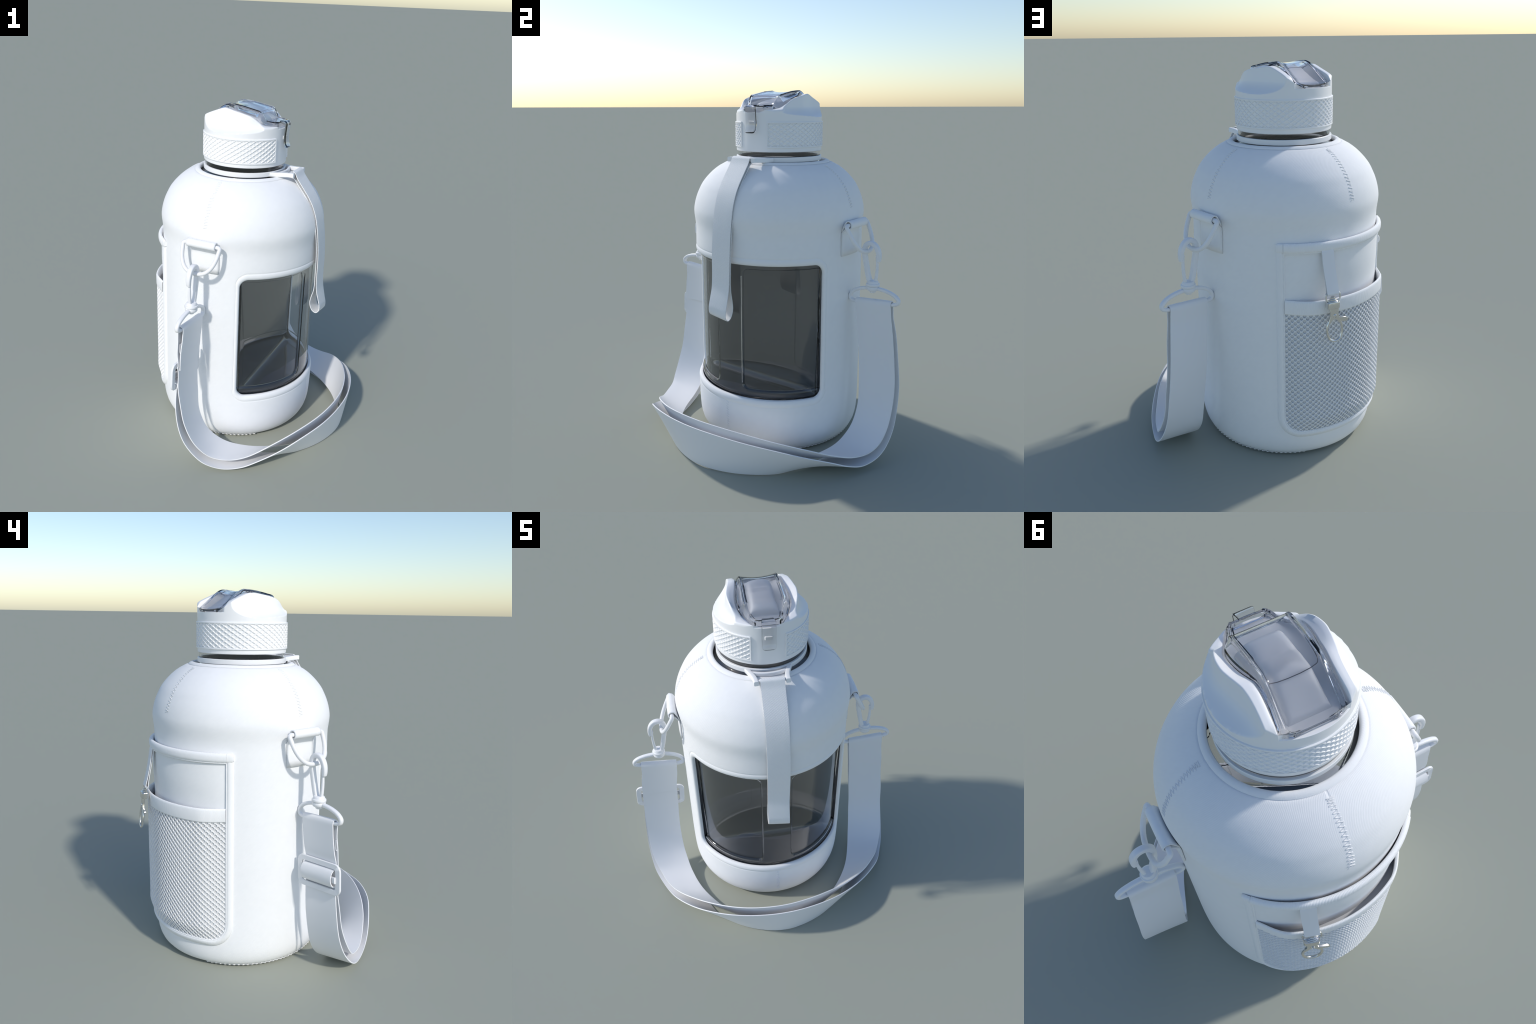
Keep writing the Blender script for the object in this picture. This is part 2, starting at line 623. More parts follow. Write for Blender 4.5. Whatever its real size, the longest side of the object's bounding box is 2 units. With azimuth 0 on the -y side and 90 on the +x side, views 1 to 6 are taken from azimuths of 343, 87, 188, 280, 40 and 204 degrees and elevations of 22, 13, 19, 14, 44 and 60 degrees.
SLOT = catmull([(-0.245, 0.123), (-0.21, 0.1205), (-0.17, 0.1185), (-0.125, 0.116), (-0.077, 0.1165), (-0.025, 0.125), (0.03, 0.136), (0.08, 0.140), (0.115, 0.137),
                (0.125, 0.1335), (0.167, 0.114), (0.2, 0.0945), (0.225, 0.078), (0.245, 0.066)], 8)


def zt(F):
    return float(np.interp(F, ZT[:, 0], ZT[:, 1]))


def zcrest(F):
    return float(np.interp(F, ZC[:, 0], ZC[:, 1]))


def crease(F):
    return float(np.interp(F, CREASE[:, 0], CREASE[:, 1]))


def slot(F):
    return float(np.interp(F, SLOT[:, 0], SLOT[:, 1]))


FLOOR, LIDB = 1.8775, 1.836
SCOOP_B = 1.842


def wing_half(F, z):
    """half width of the lid at height z: a wall under the crest that flares out in a hollow to the shelf"""
    zc = zcrest(F)
    u = min(max(1 - (z - 1.8465) / 0.064, 0), 1)
    flare_out = 0.112 * (1 - math.sqrt(max(1 - u * u, 0)))
    return crease(F) + 0.14 * max(zc - z, 0) + flare_out


lid = group("lid")
# crossing where the slot edge meets the cylinder
def cross_F(sign):
    lo, hi = 0.15 * sign, 0.2425 * sign
    for _ in range(50):
        mid = (lo + hi) / 2
        if math.sqrt(RL ** 2 - mid ** 2) > slot(mid):
            lo = mid
        else:
            hi = mid
    return lo


fb, ff = cross_F(-1), cross_F(1)
Fs = [RL * -math.cos(PI * k / 150) for k in range(0, 151)]
Fs = [F for F in Fs if not (abs(F - fb) < 4e-4 or abs(F - ff) < 4e-4)]
Fs += [fb + 1e-4, fb - 1e-4, ff - 1e-4, ff + 1e-4]
Fs = sorted(Fs)
NROW = 34
half = []
for F in Fs:
    R0 = math.sqrt(max(RL ** 2 - F ** 2, 0))
    open_ = not (fb < F < ff)
    top = FLOOR if open_ else zcrest(F)
    low = FLOOR if open_ else zt(F)
    Rs = slot(F)
    Rt = R0 if open_ else min(R0, crease(F))
    e = 0.003 if open_ else min(lerp(0.0065, 0.015, smooth01((F - 0.13) / 0.05)), max(Rt - Rs, 1e-4) * 0.45)
    e = min(e, R0 * 0.5)
    sec = []
    for k in range(NROW):
        z = lerp(LIDB, top - e, k / (NROW - 1))
        sec.append((R0 if open_ else min(R0, wing_half(F, z)), z))
    Rk = sec[-1][0]
    for k in range(1, 7):                       # rounded shoulder
        b = PI / 2 * k / 6
        sec.append((Rk - e * (1 - math.cos(b)), top - e + e * math.sin(b)))
    if open_:
        sec += [(sec[-1][0] * (1 - q / 8), top) for q in range(1, 9)]
    else:
        e2 = min(0.004, max(Rt - Rs, 1e-4) * 0.3)
        sec += [(lerp(sec[-1][0], Rs + e2, 0.5), lerp(top, low, 0.62)), (Rs + e2, low + 0.0005), (Rs + e2 * 0.3, low - e2 * 0.3), (Rs, low - e2), (Rs - 0.0005, lerp(low, FLOOR, 0.5)), (Rs - 0.001, FLOOR)]
        sec += [(Rs * 0.5, FLOOR), (0.0, FLOOR)]
    half.append(sec)
L = len(half[0])
g = Geo()
for sgn in (1, -1):
    g.add([P(sgn * r, F, z) for F, sec in zip(Fs, half) for r, z in sec], grid(len(Fs), L))
lid_top = g.make("lid_dome", PLASTIC, lid, angle=48)

# lower skirt, with the plain front field and a step under the grip band
skirt = [(0.2, 1.6665), (0.2395, 1.6665), (0.2425, 1.669), (RL, 1.674), (RL, 1.75), (RL, 1.8362)]
v, f = lathe(skirt, 128)
make("lid_skirt", v, f, PLASTIC, lid)
# grip band: a net of raised ridges with sunken diamonds
KA0, KA1, KZ0, KZ1 = 20.7, 339.3, 1.690, 1.8285
RB = 0.2490
NA, NR = 74, 10                          # half pitches around, half heights up
fz0, fz1 = KZ0 + 0.0075, KZ1 - 0.0070
fa0, fa1 = KA0 + 1.2, KA1 - 1.2
grip = Geo()


def knot(i, j):
    return lerp(fa0, fa1, i / NA), lerp(fz0, fz1, j / NR)


for i in range(0, NA + 1):
    for j in range(0, NR + 1):
        if (i + j) % 2:
            continue
        cs = [(i - 1, j), (i, j - 1), (i + 1, j), (i, j + 1)]
        cs = [(min(max(p, 0), NA), min(max(q, 0), NR)) for p, q in cs]
        ca, cz = np.mean([knot(*c) for c in cs], axis=0)
        ring, top, inn = [], [], []
        for c in cs:
            ka, kz = knot(*c)
            ring.append(cyl(ka, RB, kz))
            top.append(cyl(lerp(ka, ca, 0.12), RB, lerp(kz, cz, 0.12)))
            inn.append(cyl(lerp(ka, ca, 0.34), RB - 0.0046, lerp(kz, cz, 0.34)))
        vs = ring + top + inn
        fs = []
        for q in range(4):
            p = (q + 1) % 4
            fs += [(q, p, 4 + p, 4 + q), (4 + q, 4 + p, 8 + p, 8 + q)]
        fs.append((8, 9, 10, 11))
        grip.add(vs, fs)
frame_prof = [(RL - 0.001, KZ1), (RB - 0.001, KZ1), (RB + 0.0004, KZ1 - 0.0012), (RB + 0.0004, fz1 + 0.0008), (RB, fz1)]
v, f = lathe(frame_prof, 120, a0=KA0, a1=KA1)
grip.add(v, f)
frame_prof = [(RL - 0.001, KZ0), (RB - 0.001, KZ0), (RB + 0.0004, KZ0 + 0.0012), (RB + 0.0004, fz0 - 0.0008), (RB, fz0)]
v, f = lathe(frame_prof, 120, a0=KA0, a1=KA1)
grip.add(v, f)
for s, e in ((KA0, fa0), (KA1, fa1)):
    vs = [cyl(aa, r, z) for z in (KZ0, KZ1) for aa, r in ((s, RL - 0.001), (s, RB + 0.0003), (lerp(s, e, 0.8), RB + 0.0004), (e, RB))]
    grip.add(vs, grid(2, 4))
grip.make("grip_band", PLASTIC, lid, angle=25)

# spout block seen through the cover
sp = catmull([(-0.184, 1.880), (-0.182, 1.892), (-0.176, 1.902), (-0.163, 1.9085), (-0.13, 1.927), (-0.095, 1.947), (-0.068, 1.957), (-0.03, 1.954), (0.02, 1.949), (0.07, 1.943), (0.11, 1.932), (0.13, 1.915), (0.137, 1.88)], 5)
g = Geo()
vs = []
half_w = 0.074
for F, z in sp:
    bump = 0.013 * math.exp(-((F + 0.050) / 0.024) ** 2)
    for k in range(25):
        t = -1 + 2 * k / 24
        e = 1 - abs(t) ** 7
        pil = 0.006 * (1 - t * t) * smooth01((z - 1.9) / 0.04) + bump * math.exp(-(t * 1.5) ** 2)
        step = 0.0065 * smooth01((F - 0.002) / 0.004) + 0.004 * smooth01((-0.078 - F) / 0.006)
        zz = FLOOR - 0.001 + (z - step + pil - FLOOR) * (e ** 0.45)
        vs.append(P(t * half_w, F, zz))
g.add(vs, grid(len(sp), 25))
g.make("spout", SPOUT, lid, angle=50)

# clear flip cover ---------------------------------------------------------
# stations: F, height of the edge, drop in the middle, half width on top
COV = [(-0.226, 1.896, 0.002, 0.098), (-0.205, 1.904, 0.005, 0.100), (-0.184, 1.918, 0.008, 0.100), (-0.143, 1.951, 0.010, 0.099), (-0.099, 1.986, 0.011, 0.098),
       (-0.070, 1.9975, 0.010, 0.098), (-0.052, 1.9985, 0.009, 0.098), (0.017, 1.9925, 0.003, 0.100), (0.073, 1.9825, 0.001, 0.102), (0.122, 1.9735, 0.0, 0.1035), (0.137, 1.9670, 0.0, 0.102),
       (0.150, 1.945, 0.0, 0.097), (0.162, 1.924, 0.0, 0.090), (0.170, 1.9185, 0.0, 0.087), (0.2, 1.9175, 0.0, 0.081), (0.229, 1.917, 0.0, 0.070)]
cd = []
for c0, c1 in zip(COV[:-1], COV[1:]):
    for k in range(4):
        cd.append([lerp(x, y, k / 4) for x, y in zip(c0, c1)])
cd.append(list(COV[-1]))
cd = np.array(cd)
for col in (1, 3):
    for _ in range(2):
        q = cd[:, col].copy()
        cd[1:-1, col] = 0.25 * q[:-2] + 0.5 * q[1:-1] + 0.25 * q[2:]


def cover_sheet(off):
    vs = []
    n = len(cd)
    for i, (F, ze, dz, w) in enumerate(cd):
        Fo = F + off * (1 - 2 * i / (n - 1)) * 1.0
        wb = min(slot(F) - 0.006, math.sqrt(max(0.0575 - F * F, 1e-4)) - 0.004) - off
        w = min(w, wb - 0.004 + off) - off
        zb = max(zt(F) - 0.010, FLOOR + 0.002) if abs(F) < 0.2 else FLOOR + 0.003
        zb = min(zb, ze - 0.012)
        ridge = 0.0022
        pts = [(wb, zb), (wb - 0.002, lerp(zb, ze, 0.35)), (w + 0.004, lerp(zb, ze, 0.8)), (w + 0.0015, ze - 0.003), (w - 0.001, ze), (w - 0.006, ze + 0.0006), (w - 0.010, ze - ridge)]
        row = [(r, z - off * (0.0 if k < 2 else 1.0)) for k, (r, z) in enumerate(pts)]
        mid = []
        for k in range(1, 9):
            t = k / 9
            x = (w - 0.010) * (1 - 2 * t)
            mid.append((x, ze - ridge - dz * (1 - (1 - 2 * t) ** 2) - off))
        line = row + mid + [(-r, z) for r, z in reversed(row)]
        vs += [P(r, Fo, z) for r, z in line]
    return vs, len(cd), 2 * 7 + 8


g = Geo()
vo, nn, mm = cover_sheet(0.0)
vi, _, _ = cover_sheet(0.0075)
g.add(vo, grid(nn, mm))
o2 = len(g.v)
g.add(vi, grid(nn, mm))
for i in range(nn - 1):                  # lower rims left and right
    for j in (0, mm - 1):
        g.f.append((i * mm + j, (i + 1) * mm + j, o2 + (i + 1) * mm + j, o2 + i * mm + j))
for i in (0, nn - 1):                    # front and back end walls
    zl = FLOOR + 0.0025
    base = [len(g.v) + j for j in range(mm)]
    g.v += [(x[0], x[1], zl) for x in g.v[i * mm:(i + 1) * mm]]
    b2 = [len(g.v) + j for j in range(mm)]
    g.v += [(x[0], x[1], zl) for x in g.v[o2 + i * mm:o2 + (i + 1) * mm]]
    for j in range(mm - 1):
        g.f.append((i * mm + j, i * mm + j + 1, base[j + 1], base[j]))
        g.f.append((o2 + i * mm + j, o2 + i * mm + j + 1, b2[j + 1], b2[j]))
        g.f.append((base[j], base[j + 1], b2[j + 1], b2[j]))
    for j in (0, mm - 1):
        g.f.append((i * mm + j, base[j], b2[j], o2 + i * mm + j))
cover = g.make("clear_cover", CLEAR, lid, angle=30)
refr_line = []  # dark line added for the refracted inner edge of the cover
for sg in (-1, 1):
    side = [P(sg * 0.092, 0.118, 1.9625), P(sg * 0.090, 0.05, 1.9745), P(sg * 0.087, -0.01, 1.9825), P(sg * 0.085, -0.055, 1.9795), P(sg * 0.084, -0.072, 1.9725), P(sg * 0.076, -0.081, 1.966)]
    refr_line += side if sg < 0 else side[::-1]
v, f = sweep(catmull(refr_line, 5), circle(0.0014, 8))
make("cover_refraction_line", v, f, new_mat("dark_refraction", (0.10, 0.10, 0.11), 0.5)[0], lid)
# latch: the cover's tongue bends down over the rim
lp = catmull([(0.222, 1.9145), (0.238, 1.9155), (0.254, 1.914), (0.2610, 1.905), (0.2600, 1.885), (0.2565, 1.85), (0.2550, 1.82), (0.258, 1.795), (0.267, 1.776), (0.273, 1.771)], 6)
widths = [lerp(0.030, 0.0355, smooth01(k / 12)) if k < len(lp) - 12 else 0.0355 * math.sqrt(max(1 - ((k - (len(lp) - 12)) / 13.0) ** 2.5, 0.05)) for k in range(len(lp))]
v, f = sweep([P(0, F, z) for F, z in lp], rrect(1.0, 1.0, 0.2, 3), up=[(0, -1, 0.001)] * 8 + [(0, -1, 0.3)] * (len(lp) - 8))
pts = []
tl = np.gradient(lp, axis=0)
tl /= np.linalg.norm(tl, axis=1, keepdims=True)
sec = rrect(2.0, 0.0072, 0.0034, 3)
vs = []
for (F, z), (tF, tz), w in zip(lp, tl, widths):
    for a_, b_ in rrect(2 * w, 0.0072, 0.0033, 3):
        vs.append(P(a_, F - b_ * tz, z + b_ * tF))
ms = len(sec)
f = grid(len(lp), ms, False, True) + [tuple(range(ms)), tuple((len(lp) - 1) * ms + j for j in range(ms))[::-1]]
make("latch", vs, f, CLEAR, lid, angle=50)
v, f = box(P(0, 0.2445, 1.8235), (0.037, 0.0105, 0.020))
bevel(make("latch_catch", v, f, PLASTIC, lid, smooth=False), 0.003)
# hinge pin at the back of the cover
v, f = sweep([P(-0.075, -0.224, 1.886), P(0.075, -0.224, 1.886)], circle(0.0045, 12))
make("hinge_pin", v, f, CLEAR, lid)

# ------------------------------------------------------------------ carry loop
handle = group("carry_handle")
v, f = lathe([(0.233, 1.6135), (0.2425, 1.6135), (0.2442, 1.6155), (0.2442, 1.6380), (0.2425, 1.6400), (0.233, 1.6400)], 128, True)
make("collar_ring", v, f, PLASTIC, handle)
g = Geo()
for s in (-1, 1):
    path = catmull([P(s * 0.112, 0.212, 1.6265), P(s * 0.099, 0.246, 1.6268), P(s * 0.0885, 0.280, 1.628), P(s * 0.0825, 0.312, 1.630), P(s * 0.0815, 0.347, 1.631)], 6)
    v, f = sweep(path, rrect(0.024, 0.025, 0.005), up=(0, 0, 1))
    g.add(v, f)
v, f = sweep([P(-0.08, 0.329, 1.631), P(0.08, 0.329, 1.631)], rrect(0.016, 0.016, 0.005), up=(0, 0, 1))
g.add(v, f)
v, f = sweep(catmull([P(-0.10, 0.243, 1.6265), P(-0.05, 0.262, 1.6268), P(0, 0.268, 1.627), P(0.05, 0.262, 1.6268), P(0.10, 0.243, 1.6265)], 5), rrect(0.014, 0.022, 0.003), up=(0, 0, 1))
g.add(v, f)
make("loop_bracket", g.v, g.f, PLASTIC, handle, angle=35, fix=False)


def ribbon(A, B, thick, n=10, across=6):
    """closed band between two edge curves (lists of local points)"""
    A, B = catmull(A, n), catmull(B, n)
    N = len(A)
    ts = np.linspace(0, 1, across + 1)
    S = A[:, None] + (B - A)[:, None] * ts[None, :, None]
    du = np.gradient(S, axis=0)
    dv = np.gradient(S, axis=1)
    nr = np.cross(du, dv)
    nr /= np.linalg.norm(nr, axis=2, keepdims=True) + 1e-12
    m = across + 1
    edge = np.ones(m)
    edge[0] = edge[-1] = 0.72
    top = (S + nr * thick / 2 * edge[None, :, None]).reshape(-1, 3)
    bot = (S - nr * thick / 2 * edge[None, :, None]).reshape(-1, 3)
    v = list(top) + list(bot)
    o = N * m
    f = grid(N, m) + [q[::-1] for q in grid(N, m, off=o)]
    for i in range(N - 1):
        f.append((i * m, (i + 1) * m, o + (i + 1) * m, o + i * m))
        f.append((i * m + m - 1, (i + 1) * m + m - 1, o + (i + 1) * m + m - 1, o + i * m + m - 1))
    for j in range(m - 1):
        f.append((j, j + 1, o + j + 1, o + j))
        f.append(((N - 1) * m + j, (N - 1) * m + j + 1, o + (N - 1) * m + j + 1, o + (N - 1) * m + j))
    return v, f


# outer run down the front, teardrop at the bottom, inner run back up to the bar
loop_path = [(0.352, 1.628), (0.345, 1.641), (0.331, 1.6465), (0.322, 1.639)]
outer = [(0.331, 1.6475), (0.345, 1.641), (0.352, 1.628), (0.362, 1.610), (0.380, 1.586), (0.410, 1.547), (0.436, 1.512), (0.464, 1.465), (0.487, 1.405), (0.504, 1.325), (0.517, 1.22),
         (0.523, 1.12), (0.524, 1.02), (0.529, 0.95), (0.546, 0.875), (0.555, 0.835), (0.552, 0.805), (0.536, 0.790), (0.516, 0.797), (0.500, 0.822), (0.494, 0.852), (0.499, 0.89), (0.510, 0.94), (0.514, 0.985), (0.5135, 1.03),
         (0.512, 1.12), (0.507, 1.21), (0.494, 1.315), (0.477, 1.395), (0.454, 1.452), (0.427, 1.499), (0.400, 1.535), (0.370, 1.572), (0.348, 1.600), (0.333, 1.613), (0.322, 1.618), (0.318, 1.632), (0.322, 1.641)]
Aa, Bb = [], []
for k, (F, z) in enumerate(outer):
    sh = 0.007 * smooth01((1.2 - z) / 0.4)
    Aa.append(P(-0.0615 - 0.4 * sh, F, z + 0.012 * smooth01((0.95 - z) / 0.1)))
    Bb.append(P(0.0615 - sh, F, z - 0.006 * smooth01((0.95 - z) / 0.1)))
v, f = ribbon(Aa, Bb, 0.0052, 6)
make("carry_loop", v, f, WEB2, handle, angle=50)

# ------------------------------------------------------------------ pocket
pocket = group("pocket")
PC = 180.4
KP = 0.500


def pk(x, rho, z):
    return cyl(PC + math.degrees(x / KP), rho, z)


def mesh_rho(x, z):
    d = abs(math.degrees(x / KP)) / 43.0
    side = smooth01(0.10 + 0.9 * (1 - d) * 43.0 / 17.0)
    low = smooth01((z - 0.168) / 0.10)
    return body_r(z) + flare(180, z) * 0.5 + 0.0105 + 0.0330 * side * (0.30 + 0.70 * low)


HW_I, HW_O = math.radians(42.6) * KP, math.radians(47.2) * KP
PZ_I, PZ_O, PZ_T = 0.184, 0.138, 1.158
RC_I, RC_O = 0.085, 0.130


def u_path(hw, zlo, rc, ztop, n=10):
    """U outline from upper left round the bottom to upper right, in (x, z)"""
    pts = [(-hw, lerp(ztop, zlo + rc, k / 24)) for k in range(25)]
    for k in range(1, n):
        a = PI + PI / 2 * k / n
        pts.append((-hw + rc + rc * math.cos(a), zlo + rc + rc * math.sin(a)))
    pts += [(lerp(-hw + rc, hw - rc, k / 24), zlo) for k in range(25)]
    for k in range(1, n):
        a = 1.5 * PI + PI / 2 * k / n
        pts.append((hw - rc + rc * math.cos(a), zlo + rc + rc * math.sin(a)))
    pts += [(hw, lerp(zlo + rc, ztop, k / 24)) for k in range(25)]
    return pts


# back panel behind the mesh
g = Geo()
vs = []
for i in range(61):
    x = lerp(-HW_I - 0.004, HW_I + 0.004, i / 60)
    for j in range(24):
        z = lerp(0.81, 1.175, j / 23)
        d = abs(x) / HW_I
        vs.append(pk(x, body_r(z) + 0.0040 + 0.0085 * (1 - min(d, 1) ** 4) * smooth01((z - 0.90) / 0.16), z))
g.add(vs, grid(61, 24))
g.make("pocket_panel", FABRIC, pocket)
# U-shaped binding
inn, out = u_path(HW_I, PZ_I, RC_I, PZ_T), u_path(HW_O, PZ_O, RC_O, PZ_T)
vs = []
prof = [(-0.08, -0.0105), (-0.05, 0.0000), (-0.02, 0.0018), (0.06, 0.0035), (0.12, 0.0008), (0.17, 0.0030), (0.32, 0.0070), (0.5, 0.0095), (0.7, 0.0100), (0.86, 0.0070), (0.96, 0.0025), (1.0, -0.004)]
for (xi, zi), (xo, zo) in zip(inn, out):
    for t, h in prof:
        x, z = lerp(xi, xo, t), lerp(zi, zo, t)
        zz_ = max(min(zi, 0.85), 0.2)
        lift = (mesh_rho(xi, zi) - body_r(zi) - flare(180 + math.degrees(xi / KP), zi)) if zi < 0.9 else 0.0095
        h = h + max(lift, 0.009) * (1 - smooth01((t - 0.12) / 0.88) ** 0.8)
        vs.append(pk(x, (body_r(z) if z > Z0 else float(np.interp(z, [q[1] for q in foot[5:]], [q[0] for q in foot[5:]]))) + flare(180 + math.degrees(x / KP), z) + h, z))
make("pocket_binding", vs, grid(len(inn), len(prof)), RIBBED, pocket, angle=60)
# upper binding: a padded roll that stands off in the middle
vs = []
seg = rrect(1.0, 1.0, 0.42, 5)
nx = 81
split = HW_I + 0.004
xs = [lerp(-split, split, i / (nx - 1)) for i in range(nx)]


def roll(xs, name, tight):
    vs = []
    for i, x in enumerate(xs):
        d = abs(x) / HW_O
        off = 0.0060 + 0.0140 * (1 - d ** 4)
        th = 0.025 if not tight else 0.020
        rr = body_r(1.178) + off
        e = 1.0
        if tight:
            e = 0.72 + 0.28 * smooth01((HW_O - abs(x)) / 0.012)
        for a_, b_ in seg:
            vs.append(pk(x, rr + b_ * th * e, 1.1775 + a_ * 0.047 * (e if tight else 1)))
        # flat hem under the roll
    m = len(seg)
    f = grid(len(xs), m, False, True) + [tuple(range(m)), tuple((len(xs) - 1) * m + j for j in range(m))[::-1]]
    make(name, vs, f, RIBBED, pocket, angle=50)


roll(xs, "pocket_piping", False)
roll([lerp(split + 0.0008, HW_O - 0.001, k / 8) for k in range(9)], "piping_end", True)
roll([lerp(-HW_O + 0.001, -split - 0.0008, k / 8) for k in range(9)], "piping_end", True)
# stitched lip below the roll
vs = []
for x in xs:
    d = abs(x) / HW_O
    off = 0.0060 + 0.0140 * (1 - d ** 4)
    for z, h in ((1.160, 0.004), (1.154, 0.0052), (1.150, 0.0046), (1.148, -0.002)):
        vs.append(pk(x, body_r(1.16) + off + h, z))
make("piping_hem", vs, grid(len(xs), 4), RIBBED, pocket)

# woven mesh: round holes in staggered rows, each hole ringed by raised thread
CW, CH = 0.0279, 0.0279
g = Geo()
nxm = int(2 * HW_I / CW) + 3
z = 0.170
row = 0


def inside(x, z, pad):
    if abs(x) > HW_I + pad or z < PZ_I - pad or z > 0.862:
        return False
    cx, cz = abs(x) - (HW_I - RC_I), (PZ_I + RC_I) - z
    if cx > 0 and cz > 0:
        return math.hypot(cx, cz) < RC_I + pad
    return True


NSEG = 12
while z < 0.862:
    for i in range(-nxm // 2 - 1, nxm // 2 + 2):
        x = (i + (0.5 if row % 2 else 0)) * CW
        if not inside(x, z, 0.010):
            continue
        rings = []
        for k in range(NSEG):
            a = 2 * PI * k / NSEG
            c, s = math.cos(a), math.sin(a)
            # diamond cell border in that direction
            q = 1 / (abs(c) / (CW / 2) + abs(s) / (CH / 2))
            dia = (q * c, q * s)
            hx, hz = 0.0082 * c, 0.0090 * s
            q2 = min(1.0, 0.97 * q / math.hypot(hx, hz))
            hole = (hx * q2, hz * q2)
            rid = (lerp(hole[0], dia[0], 0.55), lerp(hole[1], dia[1], 0.55))
            rings.append((dia, rid, hole))
        vs = []
        for dia, rid, hole in rings:
            for (px, pz), h in ((dia, 0.0014), (rid, 0.0018), (hole, 0.0), (hole, -0.0034)):
                vs.append(pk(x + px, mesh_rho(x + px, z + pz) + h, z + pz))
        g.add(vs, grid(NSEG, 4, True, False))
    z += CH / 2
    row += 1
make("pocket_mesh", g.v, g.f, MESH_CLOTH, pocket, angle=55, kind="stuff", fix=False)
# grey sheet added behind the mesh, toned like the shade in its holes
vs = []
for j in range(50):
    zz = lerp(PZ_I - 0.004, 0.88, (j / 49) ** 1.5)
    dz = PZ_I + RC_I - zz
    hw = HW_I + 0.003 - (RC_I - math.sqrt(max(RC_I ** 2 - dz ** 2, 0)) if dz > 0 else 0)
    for i in range(61):
        x = lerp(-hw, hw, i / 60)
        vs.append(pk(x, mesh_rho(x, zz) - 0.0052, zz))
make("hole_shade_sheet", vs, grid(50, 61), HOLE_SHADE, pocket)
# strip added inside the pouch so the mouth renders grey, not black
vs = []
for i in range(61):
    x = lerp(-HW_I - 0.002, HW_I + 0.002, i / 60)
    vs += [pk(x, body_r(0.83) - 0.002, 0.832), pk(x, mesh_rho(x, 0.83) - 0.003, 0.822)]
make("pouch_fill_strip", vs, grid(61, 2), LINING, pocket)
# hem along the pocket mouth, rolled over the top edge
vs = []
for i in range(81):
    x = lerp(-HW_I, HW_I, i / 80)
    for zz, h in ((0.844, 0.0010), (0.845, 0.0040), (0.850, 0.0052), (0.880, 0.0058), (0.905, 0.0058), (0.913, 0.0040), (0.9165, 0.0), (0.915, -0.0045), (0.908, -0.0075), (0.86, -0.0085)):
        vs.append(pk(x, mesh_rho(x, 0.88) + h + 0.0, zz))
make("pocket_hem", vs, grid(81, 10), RIBBED, pocket, angle=60)

# ------------------------------------------------------------------ key clip on a short strap
clip = group("key_clip")
CA = math.radians(161.2)
NV = (math.sin(CA), math.cos(CA))                 # outward, in (R, F)
TV = (-math.cos(CA), math.sin(CA))                # towards image left from behind


def cp(s, rho, z):
    """s: sideways, rho: distance from the axis along the clip's own direction"""
    return P(rho * NV[0] + s * TV[0], rho * NV[1] + s * TV[1], z)


path = [(0.512, 1.170), (0.5185, 1.150), (0.527, 1.10), (0.537, 1.05), (0.549, 1.0), (0.5585, 0.965), (0.561, 0.952), (0.5545, 0.945), (0.547, 0.952), (0.5455, 0.97), (0.5385, 1.01), (0.528, 1.06), (0.519, 1.11), (0.512, 1.150), (0.508, 1.170)]
sh = lambda z: -0.0105 * smooth01((1.15 - z) / 0.2)
v, f = ribbon([cp(-0.031 + sh(z), r, z) for r, z in path], [cp(0.031 + sh(z), r, z) for r, z in path], 0.0045, 6, 4)
make("clip_strap", v, f, WEB, clip)
S0 = -0.0105
wire = catmull([cp(S0 - 0.012, 0.561, 0.915), cp(S0 - 0.035, 0.560, 0.925), cp(S0 - 0.0365, 0.557, 0.950), cp(S0 - 0.033, 0.5545, 0.957), cp(S0 + 0.033, 0.5545, 0.957), cp(S0 + 0.0365, 0.557, 0.950), cp(S0 + 0.035, 0.560, 0.925), cp(S0 + 0.012, 0.561, 0.915)], 6)
v, f = sweep(wire, circle(0.0036, 8))
make("clip_wire", v, f, METAL, clip)
g = Geo()
for z0, z1, r in ((0.930, 0.940, 0.013), (0.922, 0.930, 0.019), (0.917, 0.922, 0.026)):
    n = 24
    for zz, rr in ((z0, r), (z1, r)):
        pass
    vs = [cp(S0 + rr * math.cos(2 * PI * k / n), 0.560 + 0.72 * rr * math.sin(2 * PI * k / n), zz) for k in range(n) for zz, rr in ((z0 - 0.004, r), (z1 - 0.0015, r), (z1, r - 0.002), (z1, 0.0))]
    g.add(vs, grid(n, 4, True, False))
g.make("clip_swivel", METAL, clip)
# swivel head: a rounded box
sec = rrect(0.066, 0.042, 0.012, 4)
vs = [cp(S0 + 0.003 + x, 0.561 + y, z) for z, k in ((0.884, 0.9), (0.886, 1.0), (0.914, 1.0), (0.917, 0.94)) for x, y in [(x * k, y * k) for x, y in sec]]
ns = len(sec)
f = grid(4, ns, False, True) + [tuple(range(ns)), tuple(3 * ns + j for j in range(ns))[::-1]]
make("clip_head", vs, f, METAL, clip, angle=30)
# claw: neck plate widening into a loop
claw_c = [(0.023, 0.890), (0.022, 0.865), (0.021, 0.845), (0.029, 0.825), (0.038, 0.800), (0.041, 0.775), (0.036, 0.745), (0.024, 0.724), (0.0, 0.714),
          (-0.024, 0.724), (-0.036, 0.745), (-0.041, 0.775), (-0.038, 0.800), (-0.029, 0.825), (-0.021, 0.845), (-0.022, 0.865), (-0.023, 0.890)]
co = catmull(claw_c, 5)
ci_c = [(0.0, 0.832), (0.014, 0.829), (0.024, 0.812), (0.031, 0.790), (0.032, 0.770), (0.028, 0.750), (0.019, 0.733), (0.0, 0.7245), (-0.019, 0.733), (-0.028, 0.750), (-0.032, 0.770), (-0.031, 0.790), (-0.024, 0.812), (-0.014, 0.829)]
ci = catmull(ci_c, 5, closed=True)
g = Geo()
